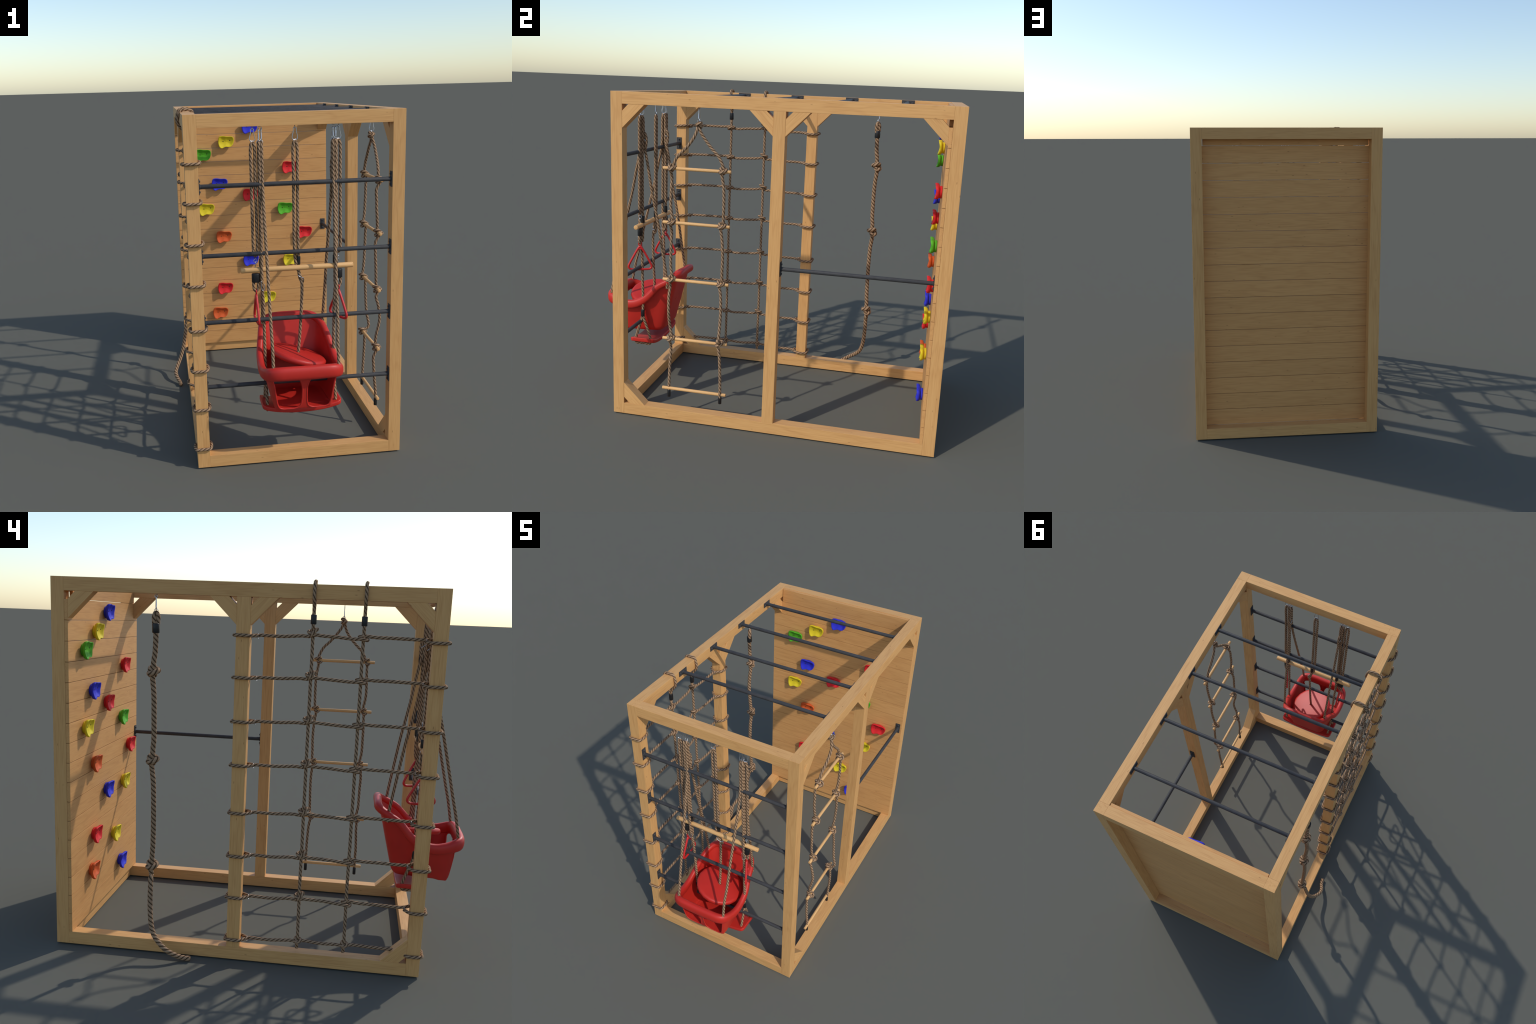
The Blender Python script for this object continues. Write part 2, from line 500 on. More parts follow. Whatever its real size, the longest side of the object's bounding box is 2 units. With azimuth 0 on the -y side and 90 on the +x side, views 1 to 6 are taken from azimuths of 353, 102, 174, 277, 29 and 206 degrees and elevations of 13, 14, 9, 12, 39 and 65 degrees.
def bar(name, p, axis, a, b, plate_long):
    """round bar from a to b along axis through point p, with a plate and two bolts at each end"""
    L = b - a
    me = cyl_mesh(name, BAR_R, L - 0.004, STEEL, 26)
    c = list(p); c['xy'.index(axis)] = (a + b) / 2
    ob = make(name, me, None, c, (0, 0, 0 if axis == 'x' else math.pi / 2))
    for end, sgn in ((a, 1), (b, -1)):
        q = Vector(p); q['xy'.index(axis)] = end
        nx = Vector((sgn, 0, 0)) if axis == 'x' else Vector((0, sgn, 0))
        lz = Vector((0, 0, 1)) if plate_long == 'z' else Vector((0, 1, 0))
        ly = lz.cross(nx)
        M = Matrix.Translation(q) @ Matrix((nx, ly, lz)).transposed().to_4x4()
        def put(n, m, MM):
            o = bpy.data.objects.new(n, m); link(o, ob); o.matrix_world = MM
        put("mounting_plate", PLATE, M)
        for s in (-1, 1):
            put("bolt", BOLT, M @ Matrix.Translation((0.004, 0, 0.0255 * s)))
        # collar where the bar meets the plate
        put("bar_collar", COLLAR, M @ Matrix.Translation((0.0065, 0, 0)))
COLLAR = cyl_mesh("bar_collar", 0.0128, 0.005, STEEL, 24)
for z in (1.450, 1.112, 0.775, 0.437):
    bar("wall_bar", (0, -0.7635, z), 'x', XI0, XI1, 'z')
for y in (0.685, 0.3465, 0.007, -0.3315):
    bar("monkey_bar", (0, y, 1.7705), 'x', XI0, XI1, 'y')
bar("side_bar", (0.545, 0, 0.9245), 'y', YM + T/2, PLANK_Y0, 'z')

# ================================================================== SHARED HARDWARE
def sleeve(p0, p1, ra, rb=None, parent=None, name="rope_sleeve", yaw=0.0):
    p0, p1 = Vector(p0), Vector(p1)
    d = p1 - p0
    me = cyl_mesh(name, ra, d.length, RUBBER, 24, 0.003, rb or ra)
    ob = bpy.data.objects.new(name, me)
    q = d.to_track_quat('X', 'Z')
    link(ob, parent)
    ob.matrix_world = Matrix.Translation((p0 + p1) / 2) @ q.to_matrix().to_4x4() @ Matrix.Rotation(yaw, 4, 'X')
    return ob

PEAR = [(0, 0), (.0056, -.0022), (.0072, -.009), (.0078, -.022), (.0108, -.036), (.0132, -.047), (.0108, -.056), (0, -.0605),
        (-.0108, -.056), (-.0132, -.047), (-.0108, -.036), (-.0078, -.022), (-.0072, -.009), (-.0056, -.0022)]
def carabiner(x, y, zt, ang, parent=None, rope_w=0.0):
    ca, sa = math.cos(ang), math.sin(ang)
    ob = tube("carabiner", [(x + u * ca, y + u * sa, zt + w) for u, w in PEAR], 0.0021, ZINC, parent, 8, True, 0.003)
    return ob
def eye_hook(x, y, parent=None, ang=0.0, r=0.0075):
    pts = [(x, y, ZT + 0.006), (x, y, ZT - 0.002)]
    for i in range(11):
        a = math.pi / 2 + i / 10 * 2 * math.pi * 0.93
        pts.append((x + r * math.cos(a) * math.cos(ang), y + r * math.cos(a) * math.sin(ang), ZT - 0.003 - r + r * math.sin(a)))
    return tube("eye_hook", pts, 0.0018, ZINC, parent, 8, False, 0.002)
def thimble(x, y, z, ang, r=0.0085, parent=None, wire=0.0014):
    pts = [(x + r * math.cos(a) * math.cos(ang), y + r * math.cos(a) * math.sin(ang), z + r * math.sin(a))
           for a in [i * math.pi / 6 for i in range(12)]]
    return tube("wire_ring", pts, wire, ZINC, parent, 8, True, 0.002)
def s_hook(x, y, z, ang, h=0.036, w=0.0075, parent=None):
    """flat wire U that pinches the rope at an adjustable loop"""
    ca, sa = math.cos(ang), math.sin(ang)
    prof = [(-w, h * .55), (-w * 1.05, h * .1), (-w, -h * .25), (-w * .55, -h * .45), (0, -h * .5), (w * .55, -h * .45), (w, -h * .25), (w, h * .2)]
    return tube("s_hook", [(x + u * ca, y + u * sa, z + v) for u, v in prof], 0.0017, ZINC, parent, 8, False, 0.002)

KNOT = [(0, .4, 4.2), (.1, .3, 2.3), (.3, -.5, .3), (-.3, -1.3, -1.3), (-1.6, -.6, -1.0), (-1.75, .8, -.2), (-.4, 1.75, -.3),
        (1.3, 1.3, .5), (1.8, -.2, 1.0), (.6, -1.5, 1.4), (-1.0, -1.0, 1.9), (-1.45, .2, 1.5), (-.9, .9, .3), (-.4, .7, -1.6), (-.3, .2, -3.6)]
def knot(c, r, right, out, up=(0, 0, 1), k=1.0, ko=1.0):
    c, right, out, up = (np.array(v, float) for v in (c, right, out, up))
    return [tuple(c + r * k * (a * right + b * ko * out) + r * k * d * up) for a, b, d in KNOT]

# ================================================================== CLIMBING NET  (-x side)
NET_Z = (1.568, 1.380, 1.180, 0.977, 0.750, 0.540, 0.333, 0.118)
NET_Y = (-0.1995, -0.4220)
vert_paths = []
for y in NET_Y:
    # loop over the beam, then straight down
    R = ROPE
    vert_paths.append([(XNET, y, 1.60), (XNET, y, 1.655), (XNET + .012, y, 1.69), (XI0 + R * 1.2, y, ZT + .005), (XI0 + R, y, Z1 - .02),
                       (XI0 - .003, y, Z1 + R), (XNET, y - .002, Z1 + R + .006), (X0 + .005, y, Z1 + R), (X0 - R, y, Z1 - .02),
                       (X0 - R * 1.2, y, ZT + .005), (XNET - .012, y, 1.69), (XNET - .004, y, 1.655), (XNET - .004, y, 1.60)])
    pts = [(XNET, y, 1.63)]
    for z in NET_Z[:-1]:
        pts += [(XNET + rng.uniform(-.0015, .0015), y + rng.uniform(-.0008, .0008), z + .09), (XNET, y, z)]
    # stopper knot at the foot
    kn = knot((XNET, y - .002, NET_Z[-1]), R * 0.95, (0, -1, 0), (-1, 0, 0))
    pts += kn[:-1] + [(XNET, y, 0.088), (XNET, y, 0.080)]
    vert_paths.append(pts)
net = rope("climbing_net", vert_paths)
for y in NET_Y:
    sleeve((XNET, y, 1.659), (XNET, y, 1.6165), 0.0130, 0.0125, net)

def wrap_front(z, s):
    """rope running to the front corner post, round it, and back to itself"""
    R = ROPE
    return [(XNET + .002, -0.675, z), (XNET + .012, -.700, z), (XI0 + R, YI0 - .008, z - .002), (XI0 + R, Y0 + .006, z - .006),
            (XI0 + .001, Y0 - R * .9, z - .0075), (XNET, Y0 - R, z - .008), (X0 - .001, Y0 - R * .9, z - .009), (X0 - R, Y0 + .006, z - .010),
            (X0 - R, YI0 - .006, z - .011), (X0 + .012, YI0 + .014, z - .011), (XNET - .004, YI0 + .028, z - .008)]
def wrap_mid(z):
    R = ROPE
    ym0, ym1 = YM - T/2, YM + T/2
    return [(XNET - .004, ym0 - .034, z - .012), (X0 + .014, ym0 - .018, z - .013), (X0 - R, ym0 + .006, z - .013), (X0 - R, ym1 - .006, z - .012),
            (X0 - .001, ym1 + R * .9, z - .013), (XNET, ym1 + R, z - .014), (XI0 + .001, ym1 + R * .9, z - .015), (XI0 + R, ym1 - .006, z - .016),
            (XI0 + R, ym0 + .006, z - .015), (XI0 - .012, ym0 - .018, z - .012), (XNET + .004, ym0 - .034, z - .011), (XNET + .002, ym0 - .050, z - .010)]
def turn_hi(y, z):    # one turn round the upright, rising on the outside
    f = lambda s, o, h: (XNET - o, y - s, z + h)
    return [f(-.045, .001, -.003), f(-.014, .008, -.004), f(-.001, .0155, .006), f(.012, .011, .022), f(.018, 0, .028), f(.010, -.013, .026),
            f(-.008, -.013, .020), f(-.0195, -.002, .016), f(-.014, .009, .010), f(0, .0125, .003), f(.018, .008, .003), f(.045, .002, 0)]
def turn_lo(y, z):    # one turn round the upright, flat
    f = lambda s, o, h: (XNET - o, y - s, z + h)
    return [f(-.045, .002, -.006), f(-.014, .013, -.005), f(.004, .0155, -.007), f(.018, .004, -.009), f(.014, -.012, -.002), f(-.004, -.0155, .002),
            f(-.019, -.004, .004), f(-.012, .006, .006), f(.014, -.008, .008), f(.045, -.001, .005)]
for i, z in enumerate(NET_Z):
    dz = rng.uniform(-.002, .002)
    mid = wrap_mid(z + .002)
    fr = wrap_front(z, 1)
    a, b = NET_Y
    if i < len(NET_Z) - 1:
        k1 = turn_hi(a, z); k2 = turn_lo(b, z - .002)
    else:
        kk = lambda y: [(XNET - .004, y + .022, z), (XNET - .012, y + .004, z - .002), (XNET - .013, y - .008, z - .001), (XNET - .004, y - .02, z + .004)]
        k1 = kk(a); k2 = kk(b)
    pts = mid + [(XNET, (YM - T/2 + a) / 2, z - .008 + dz)] + k1 + [(XNET, (a + b) / 2, z - .004 - dz)] + k2 + [(XNET, (b + YI0) / 2 + .01, z + .002)] + fr
    nr = rope("net_rope", pts, parent=net)
    thimble(XNET, YI0 + .027, z - .008, 0, 0.0112, net, .0009)
    thimble(XNET, YM - T/2 - .034, z - .013, 0, 0.0112, net, .0009)

# ================================================================== KNOTTED CLIMBING ROPE (-x side)
CR = 0.0121
yc = 0.516
KN = [(-0.463, 0.5215, 1.371), (-0.4615, 0.5225, 0.957), (-0.459, 0.522, 0.434)]
pts = [(-0.468, 0.512, 1.585), (-0.467, 0.5125, 1.54), (-.466, .516, 1.46)]
for i, c in enumerate(KN):
    pts += knot(c, CR * 0.95, (0, -1, 0), (-1, 0, 0))
    if i == 0: pts += [(-.470, .5185, 1.27), (-.4735, .516, 1.17), (-.467, .518, 1.05)]
    if i == 1: pts += [(-.467, .519, .86), (-.469, .5155, .72), (-.464, .5185, .54)]
pts += [(-.4775, .523, .3837), (-.4934, .5214, .3122), (-.5062, .5179, .2389), (-.5215, .5094, .1738), (-.5408, .4911, .1216), (-.5611, .4586, .0879),
        (-.5745, .4203, .0599), (-.5683, .3831, .0369), (-.5526, .3476, .0175), (-.5464, .3065, .0125)]
crope = rope("climbing_rope", pts, CR, CR * 5.7)
# spliced eye at the top
rope("rope_eye", [(-.466, .5115, 1.56), (-.462, .506, 1.60), (-.461, .506, 1.628), (-.464, .513, 1.641), (-.467, .520, 1.628), (-.468, .520, 1.60), (-.468, .516, 1.56)],
     CR * .93, CR * 6, crope)
sleeve((-.4675, .513, 1.594), (-.4655, .513, 1.551), 0.0170, 0.0170, crope)
eye_hook(XNET, .514, crope, 1.2)
carabiner(XNET - .001, .514, 1.7145, 0.35, crope)
thimble(-.4635, .513, 1.650, math.pi / 2, .0085, crope)

# ================================================================== ROPE LADDER (+x side)
RUNG_Z = (1.4075, 1.1205, 0.8070, 0.4715, 0.1775)
YN, YF = -0.4555, -0.1790
ytop = -0.3135
# centre lines of the two side ropes between the rung knots: (x, y, z)
NEAR = [[(.5415, -.3190, 1.630), (.5475, -.3240, 1.605), (.5535, -.3330, 1.578), (.5544, -.3595, 1.538), (.5512, -.3948, 1.500), (.5455, -.4315, 1.462)],
        [(.5292, -.4615, 1.360), (.5297, -.4640, 1.300), (.5300, -.4658, 1.250), (.5330, -.4650, 1.205)],
        [(.5270, -.4612, 1.070), (.5262, -.4635, 1.015), (.5290, -.4637, .950), (.5310, -.4628, .875)],
        [(.5320, -.4655, .765), (.5423, -.4680, .724), (.5529, -.4662, .660), (.5534, -.4656, .630), (.5456, -.4653, .584), (.5360, -.4640, .545)],
        [(.5232, -.4610, .415), (.5240, -.4640, .355), (.5267, -.4667, .290), (.5317, -.4663, .245), (.5350, -.4665, .195), (.535, -.4665, .140)]]
FAR = [[(.5405, -.3120, 1.632), (.5411, -.3080, 1.608), (.5374, -.2829, 1.567), (.5388, -.2422, 1.518), (.5414, -.2024, 1.476)],
       [(.5520, -.1755, 1.345), (.5526, -.1712, 1.305), (.5503, -.1703, 1.245), (.5480, -.1712, 1.195)],
       [(.5515, -.1775, 1.070), (.5515, -.1716, 1.005), (.5490, -.1703, .945), (.5445, -.1730, .880)],
       [(.5540, -.1755, .755), (.5575, -.1714, .690), (.5615, -.1718, .615), (.5673, -.1732, .563), (.5755, -.1736, .526), (.5770, -.1750, .500), (.5680, -.1765, .4880)],
       [(.5518, -.1750, .410), (.5515, -.1715, .360), (.5490, -.1690, .300), (.5455, -.1684, .240), (.5435, -.1684, .190), (.541, -.1684, .140)]]
def ladder_side(runs, y0):
    pts = []
    for i, run in enumerate(runs):
        pts += run
        if i < 4:
            z = RUNG_Z[i]
            x = (.545, .542, .5395, .538)[i]
            kn = knot((x, y0, z - .001), ROPE, (0, 1, 0), (1, 0, 0), k=1.2, ko=1.32)
            pts += kn[2:-2]
    return pts
ladder = rope("rope_ladder", [ladder_side(NEAR, YN), ladder_side(FAR, YF),
                              [(x, y, z) for x, y, z in knot((.5405, ytop, 1.634), ROPE * .95, (1, 0, 0), (0, -1, 0))][1:-1]])
for i, z in enumerate(RUNG_Z):
    x = (.545, .542, .5395, .538, .538)[i]
    make("ladder_rung", cyl_mesh("ladder_rung", 0.0087, 0.3665, DOWEL, 22), ladder, (x, -.3207, z), (0, 0, math.pi / 2))
for x, y in ((.535, -.4665), (.5405, -.1684)):
    sleeve((x, y, .1685), (x, y, .1245), .0093, None, ladder, "rope_end_cap")
eye_hook(XLAD, ytop, ladder, 0.0)
carabiner(XLAD - .001, ytop, 1.7145, 0.08, ladder)
thimble(.5405, ytop, 1.652, math.pi / 2, .009, ladder)

YHANG = YSW
YSW = YHANG - 0.0055      # outer swing lines hang a little forward of the hook line
# ================================================================== TRAPEZE BAR WITH HAND RINGS
TZ = 1.0275
trap = make("trapeze_bar", cyl_mesh("trapeze_bar", 0.0132, 0.5635, DOWEL, 30, 0.003), None, (0.0416, -.7515, TZ))
def rounded_tri(hw, h, rad):
    """apex up triangle, corner-rounded centreline in (u, w)"""
    C = [(0, 0), (hw, -h), (-hw, -h)]
    out = []
    for i in range(3):
        p, c, n = Vector(C[i - 1]), Vector(C[i]), Vector(C[(i + 1) % 3])
        r = rad if i else rad * .55
        a, b = (p - c).normalized() * r, (n - c).normalized() * r
        for t in (0, .25, .5, .75, 1):
            out.append(tuple((c + a) * (1 - t) ** 2 + c * 2 * t * (1 - t) + (c + b) * t ** 2))
    return out
for x, ang in ((-.1675, math.radians(-88)), (.2475, math.radians(-65.5))):
    # doubled rope from hook down to the eye above the bar
    rp = rope("swing_rope", [[(x - .0085, YSW, 1.140), (x - .0095, YSW, 1.30), (x - .0092, YSW, 1.50), (x - .0085, YSW, 1.63), (x - .003, YSW, 1.646), (x + .003, YSW, 1.646),
                              (x + .0085, YSW, 1.63), (x + .0092, YSW, 1.50), (x + .0105, YSW, 1.30), (x + .0105, YSW, 1.135), (x + .007, YSW, 1.108), (x, YSW, 1.099), (x - .006, YSW, 1.108), (x - .0085, YSW, 1.140)]], parent=trap)
    eye_hook(x + .001, YSW, trap, 1.3)
    carabiner(x, YSW, 1.7135, 0.12, trap)
    thimble(x, YSW, 1.648, 0.2, .0085, trap)
    thimble(x, YSW, 1.076, 0.3 if x < 0 else 1.45, .0085, trap, .0018)
    tube("wire_link", [(x, YSW, 1.071), (x + .002, YSW - .002, 1.06), (x - .001, YSW + .001, 1.048), (x, YSW, 1.02)], .0022, ZINC, trap)
    sleeve((x, YSW, 1.0115), (x, YSW, .9665), .0205, .0130, trap, yaw=math.pi / 2)
    rope("ring_loop", [(x - .0105, YSW, 1.0), (x - .0115, YSW, .955), (x - .010, YSW, .935), (x - .004, YSW, .9245), (x + .004, YSW, .9245), (x + .010, YSW, .935), (x + .0115, YSW, .955), (x + .0105, YSW, 1.0)], parent=trap)
    ca, sa = math.cos(ang), math.sin(ang)
    P = [(x + u * ca, YSW + u * sa, .9115 + w) for u, w in rounded_tri(.0800, .1465, .042)]
    ring = tube("hand_ring", P, .0064, RINGRED, trap, 12, True, .004)
    # web in the apex and the small eye above it
    tube("ring_eye", [(x + .009 * math.cos(a) * ca, YSW + .009 * math.cos(a) * sa, .9185 + .0105 * math.sin(a)) for a in [i * math.pi / 5 for i in range(10)]], .0033, RINGRED, ring, 10, True, .002)
    tube("ring_web", [(x + u * ca, YSW + u * sa, w) for u, w in ((-.013, .884), (-.005, .890), (.005, .890), (.013, .884))], .0058, RINGRED, ring, 12)

YSW = YHANG + 0.0085
# ================================================================== DISC SWING
DX, DY, DZ = 0.040, -0.745, 0.5655
def disc_mesh():
    prof = [(0.0075, .0175), (.05, .0178), (.128, .0165), (.138, .0150), (.1445, .0105), (.147, .0035), (.147, -.0045), (.144, -.0115), (.136, -.0165), (.06, -.0175), (.0075, -.0175), (.0075, .0175)]
    k = 20
    verts, faces = [], []
    for r, z in prof:
        for j in range(k):
            a = 2 * math.pi * j / k
            verts.append((r * math.cos(a), r * math.sin(a), z))
    for i in range(len(prof) - 1):
        for j in range(k):
            a, b = i * k + j, i * k + (j + 1) % k
            faces.append((a, b, b + k, a + k))
    me = mesh_from("disc_swing", verts, faces, [SEATRED])
    bm = bmesh.new(); bm.from_mesh(me)
    bmesh.ops.remove_doubles(bm, verts=bm.verts[:], dist=1e-6)
    bmesh.ops.recalc_face_normals(bm, faces=bm.faces[:])
    bm.to_mesh(me); bm.free()
    return me
disc = make("disc_swing", disc_mesh(), None, (DX, DY, DZ), (-0.03, math.radians(16.5), 0.1))
CX = 0.0395
rope("swing_rope", [[(DX, DY, .545), (.0421, -.7455, .585), (.0490, -.7465, .658), (.0560, -.7485, .760), (.0612, -.7500, .845), (.0640, -.7495, .920), (.0625, -.7465, .960), (CX + .012, YSW - .004, .998),
                     (CX - .003, YSW - .002, 1.045), (CX - .0095, YSW, 1.12), (CX - .0098, YSW, 1.3), (CX - .0095, YSW, 1.50), (CX - .009, YSW, 1.625), (CX - .003, YSW, 1.646),
                     (CX + .003, YSW, 1.646), (CX + .009, YSW, 1.625), (CX + .0095, YSW, 1.5), (CX + .0092, YSW + .001, 1.2), (CX + .0095, YSW + .003, 1.06), (CX + .012, YSW + .007, 1.0), (CX + .020, YSW + .008, .962), (CX + .028, YSW + .004, .948), (CX + .031, YSW, .965)]], parent=disc)
sleeve((CX + .0095, YSW + .002, 1.083), (CX + .0085, YSW + .003, 1.0405), .0108, None, disc)
eye_hook(CX, YSW, disc, 1.3)
carabiner(CX, YSW, 1.7135, 0.1, disc)
thimble(CX, YSW, 1.648, 0.2, .0085, disc)
tube("s_hook", [(CX + .004, YSW - .010, .990), (CX + .010, YSW - .014, .984), (CX + .022, YSW - .013, .977), (CX + .033, YSW - .006, .971), (CX + .036, YSW + .008, .970)], .0017, ZINC, disc)
tube("rope_end_knot", [(DX, DY, .555), (DX, DY, .535)], .0125, ROPE_M, disc, 12, straight=True)

YSW = YHANG - 0.0055
# ================================================================== PLANK SWING
PX = 0.0475
PHX, PY0, PY1, PTH, SAG = 0.2035, -0.8225, -0.6725, 0.024, 0.020
def plank_mesh():
    """moulded seat: rounded-rectangle section swept across, sagging in the middle"""
    hy, rc = (PY1 - PY0) / 2, 0.022
    sec = []
    e = 0.006
    for sy, sz, a0 in ((1, 1, 0), (-1, 1, 90), (-1, -1, 180), (1, -1, 270)):
        for t in range(4):
            a = math.radians(a0 + 30 * t)
            sec.append((sy, e * math.cos(a), sz * (PTH/2 - e) + e * math.sin(a)))
    # fill the two long faces so the top can dish
    pts = []
    n0 = len(sec)
    for i in range(n0):
        pts.append(sec[i])
    xs = [-1, -.998, -.99, -.975, -.95, -.92, -.89] + [i / 10 for i in range(-8, 9)] + [.89, .92, .95, .975, .99, .998, 1]
    verts, faces = [], []
    for u in xs:
        x = u * PHX
        over = max(0.0, abs(x) - (PHX - rc))
        half = hy - rc + math.sqrt(max(0, rc * rc - over * over)) if over > 0 else hy
        thick = 1.0 if abs(u) < .97 else 0.72 + 0.28 * math.sqrt(max(0, 1 - ((abs(u) - .97) / .03) ** 2))
        z = -SAG * (1 - u * u) + .009 * u ** 4
        for sy, dy, dz in pts:
            verts.append((x, sy * (half - e) + dy, z + dz * thick))
    n = len(pts)
    for i in range(len(xs) - 1):
        for j in range(n):
            a, b = i * n + j, i * n + (j + 1) % n
            faces.append((a, b, b + n, a + n))
    faces.append(tuple(range(n))); faces.append(tuple((len(xs) - 1) * n + j for j in range(n))[::-1])
    me = mesh_from("plank_swing", verts, faces, [SEATRED])
    bm = bmesh.new(); bm.from_mesh(me)
    bmesh.ops.recalc_face_normals(bm, faces=bm.faces[:])
    for f in bm.faces: f.smooth = True
    for ed in bm.edges:
        if len(ed.link_faces) == 2 and ed.calc_face_angle(0) > 0.9: ed.smooth = False
    bm.to_mesh(me); bm.free()
    return me
plank = make("plank_swing", plank_mesh(), None, (PX, (PY0 + PY1) / 2, .3185))
for sgn in (-1, 1):
    xh = PX + sgn * .1855       # rope plane of the plank swing
    xb = PX + sgn * .1770
    zt = .322
    # main line: plank hole (front) - sleeve - up to the hook, back down to the adjuster
    rope("swing_rope", [[(xb, -.748, .300), (xb, -.790, .300), (xb, -.7955, .318), (xb, -.790, .345), (xb, -.770, .41), (xb, -.754, .462), (xb, -.748, .53), (xb + sgn * .001, -.7505, .70), (xb + sgn * .0035, -.7545, .87), (xh, YSW - .007, .95), (xh, YSW - .009, 1.05), (xh, YSW - .010, 1.2), (xh, YSW - .009, 1.5),
                         (xh, YSW - .008, 1.63), (xh, YSW - .003, 1.647), (xh, YSW + .003, 1.647), (xh, YSW + .008, 1.63), (xh, YSW + .009, 1.5), (xh, YSW + .009, 1.2), (xh, YSW + .011, 1.06), (xh, YSW + .011, .985), (xh, YSW + .010, .945), (xh, YSW + .006, .930), (xh, YSW + .002, .945)],
                        [(xb, -.748, .300), (xb, -.706, .300), (xb, -.7005, .318), (xb, -.705, .345), (xb, -.727, .41), (xb, -.745, .462), (xb, -.747, .50)]], parent=plank)
    sleeve((xh, YSW + .0115, 1.0825), (xh, YSW + .0115, 1.0405), .0105, None, plank)
    sleeve((xb, -.750, .512), (xb, -.750, .467), .0112, .0100, plank)
    s_hook(xh + .002, YSW - .0185, .950, 0.15, .046, .0078, plank)
    eye_hook(PX + sgn * .178, YSW, plank, 0.05, .0095)
    carabiner(xh, YSW, 1.7125, math.pi / 2, plank)
    thimble(xh, YSW, 1.648, 0.1, .0085, plank)

# ================================================================== BABY SEAT SWING
SX = 0.0325
# half rim, back centre -> front centre: (half width, y, z, half height, half thickness)
RIM = [(0.000, -.5560, .7205, .0235, .0205), (.055, -.5555, .7200, .0235, .0205), (.106, -.5575, .7160, .0225, .020), (.138, -.5735, .7045, .0195, .0185),
       (.159, -.6130, .6830, .0185, .017), (.172, -.6680, .6500, .018, .0165), (.186, -.7260, .5860, .021, .017), (.1895, -.7850, .5480, .025, .018),
       (.1890, -.8450, .5350, .027, .019), (.1830, -.9050, .5420, .029, .020), (.168, -.9530, .5560, .032, .021), (.136, -.9735, .5630, .034, .0215),
       (.075, -.9780, .5640, .035, .0215), (0.000, -.9785, .5635, .035, .0215)]
full = [(SX + w, y, z, h, t) for w, y, z, h, t in RIM] + [(SX - w, y, z, h, t) for w, y, z, h, t in RIM[-2:0:-1]]
NR = 128
def loop5(pts, n):
    """closed Catmull-Rom through 5-vectors, n samples by arc length"""
    A = np.array(pts)
    out = []
    m = len(A)
    for i in range(m):
        a, b, c, d = A[i - 1], A[i], A[(i + 1) % m], A[(i + 2) % m]
        for s in range(24):
            t = s / 24
            out.append(.5 * ((2 * b) + (c - a) * t + (2 * a - 5 * b + 4 * c - d) * t * t + (3 * b - a - 3 * c + d) * t ** 3))
    out = np.array(out + [out[0]])
    s = np.concatenate([[0], np.cumsum(np.linalg.norm(np.diff(out[:, :3], axis=0), axis=1))])
    u = np.linspace(0, s[-1], n, endpoint=False)
    return np.stack([np.interp(u, s, out[:, k]) for k in range(out.shape[1])], 1)
rim = loop5(full, NR)
def rim_mesh():
    k = 18
    verts, faces = [], []
    for i in range(NR):
        p = rim[i, :3]
        t = rim[(i + 1) % NR, :3] - rim[i - 1, :3]
        t /= np.linalg.norm(t)
        nrm = np.cross(t, [0, 0, 1.0]); nrm /= np.linalg.norm(nrm)
        up = np.cross(nrm, t)
        h, a = rim[i, 3], rim[i, 4]
        for j in range(k):
            th = 2 * math.pi * j / k
            c, s = math.cos(th), math.sin(th)
            e = 0.8
            verts.append(p + nrm * a * math.copysign(abs(c) ** e, c) + up * h * math.copysign(abs(s) ** e, s))
    for i in range(NR):
        for j in range(k):
            a, b = i * k + j, i * k + (j + 1) % k
            c, d = ((i + 1) % NR) * k + (j + 1) % k, ((i + 1) % NR) * k + j
            faces.append((a, b, c, d))
    me = mesh_from("seat_rim", verts, faces, [SEATRED])
    bm = bmesh.new(); bm.from_mesh(me)
    bmesh.ops.recalc_face_normals(bm, faces=bm.faces[:])
    bm.to_mesh(me); bm.free()
    return me
# floor outline of the tub matched to the rim by the same half-profile stations
FLOOR = [(0.000, -.6480, .361), (.058, -.6485, .361), (.095, -.6510, .361), (.116, -.6620, .361), (.127, -.6830, .361), (.134, -.7140, .361), (.139, -.7500, .361), (.142, -.7880, .361),
         (.1435, -.8300, .360), (.1435, -.8700, .359), (.1425, -.9040, .358), (.134, -.9260, .357), (.075, -.9295, .357), (0.000, -.9300, .357)]
ffull = [(SX + w, y, z) for w, y, z in FLOOR] + [(SX - w, y, z) for w, y, z in FLOOR[-2:0:-1]]
def station_sample(ctrl5, ctrl3, n):
    """sample both control loops with the same parameter so walls run straight down"""
    A = np.array(ctrl5)[:, :3]; B = np.array(ctrl3)
    C = np.hstack([A, B])
    m = len(C); out = []
    for i in range(m):
        a, b, c, d = C[i - 1], C[i], C[(i + 1) % m], C[(i + 2) % m]
        for s in range(5):
            t = s / 5
            out.append(.5 * ((2 * b) + (c - a) * t + (2 * a - 5 * b + 4 * c - d) * t * t + (3 * b - a - 3 * c + d) * t ** 3))
    return np.array(out)
def FOOT(v):     # rounded turn-in at the foot of the wall
    return 0.024 * (1 - math.sqrt(max(0, 1 - max(0, (v - .90) / .10) ** 2)))
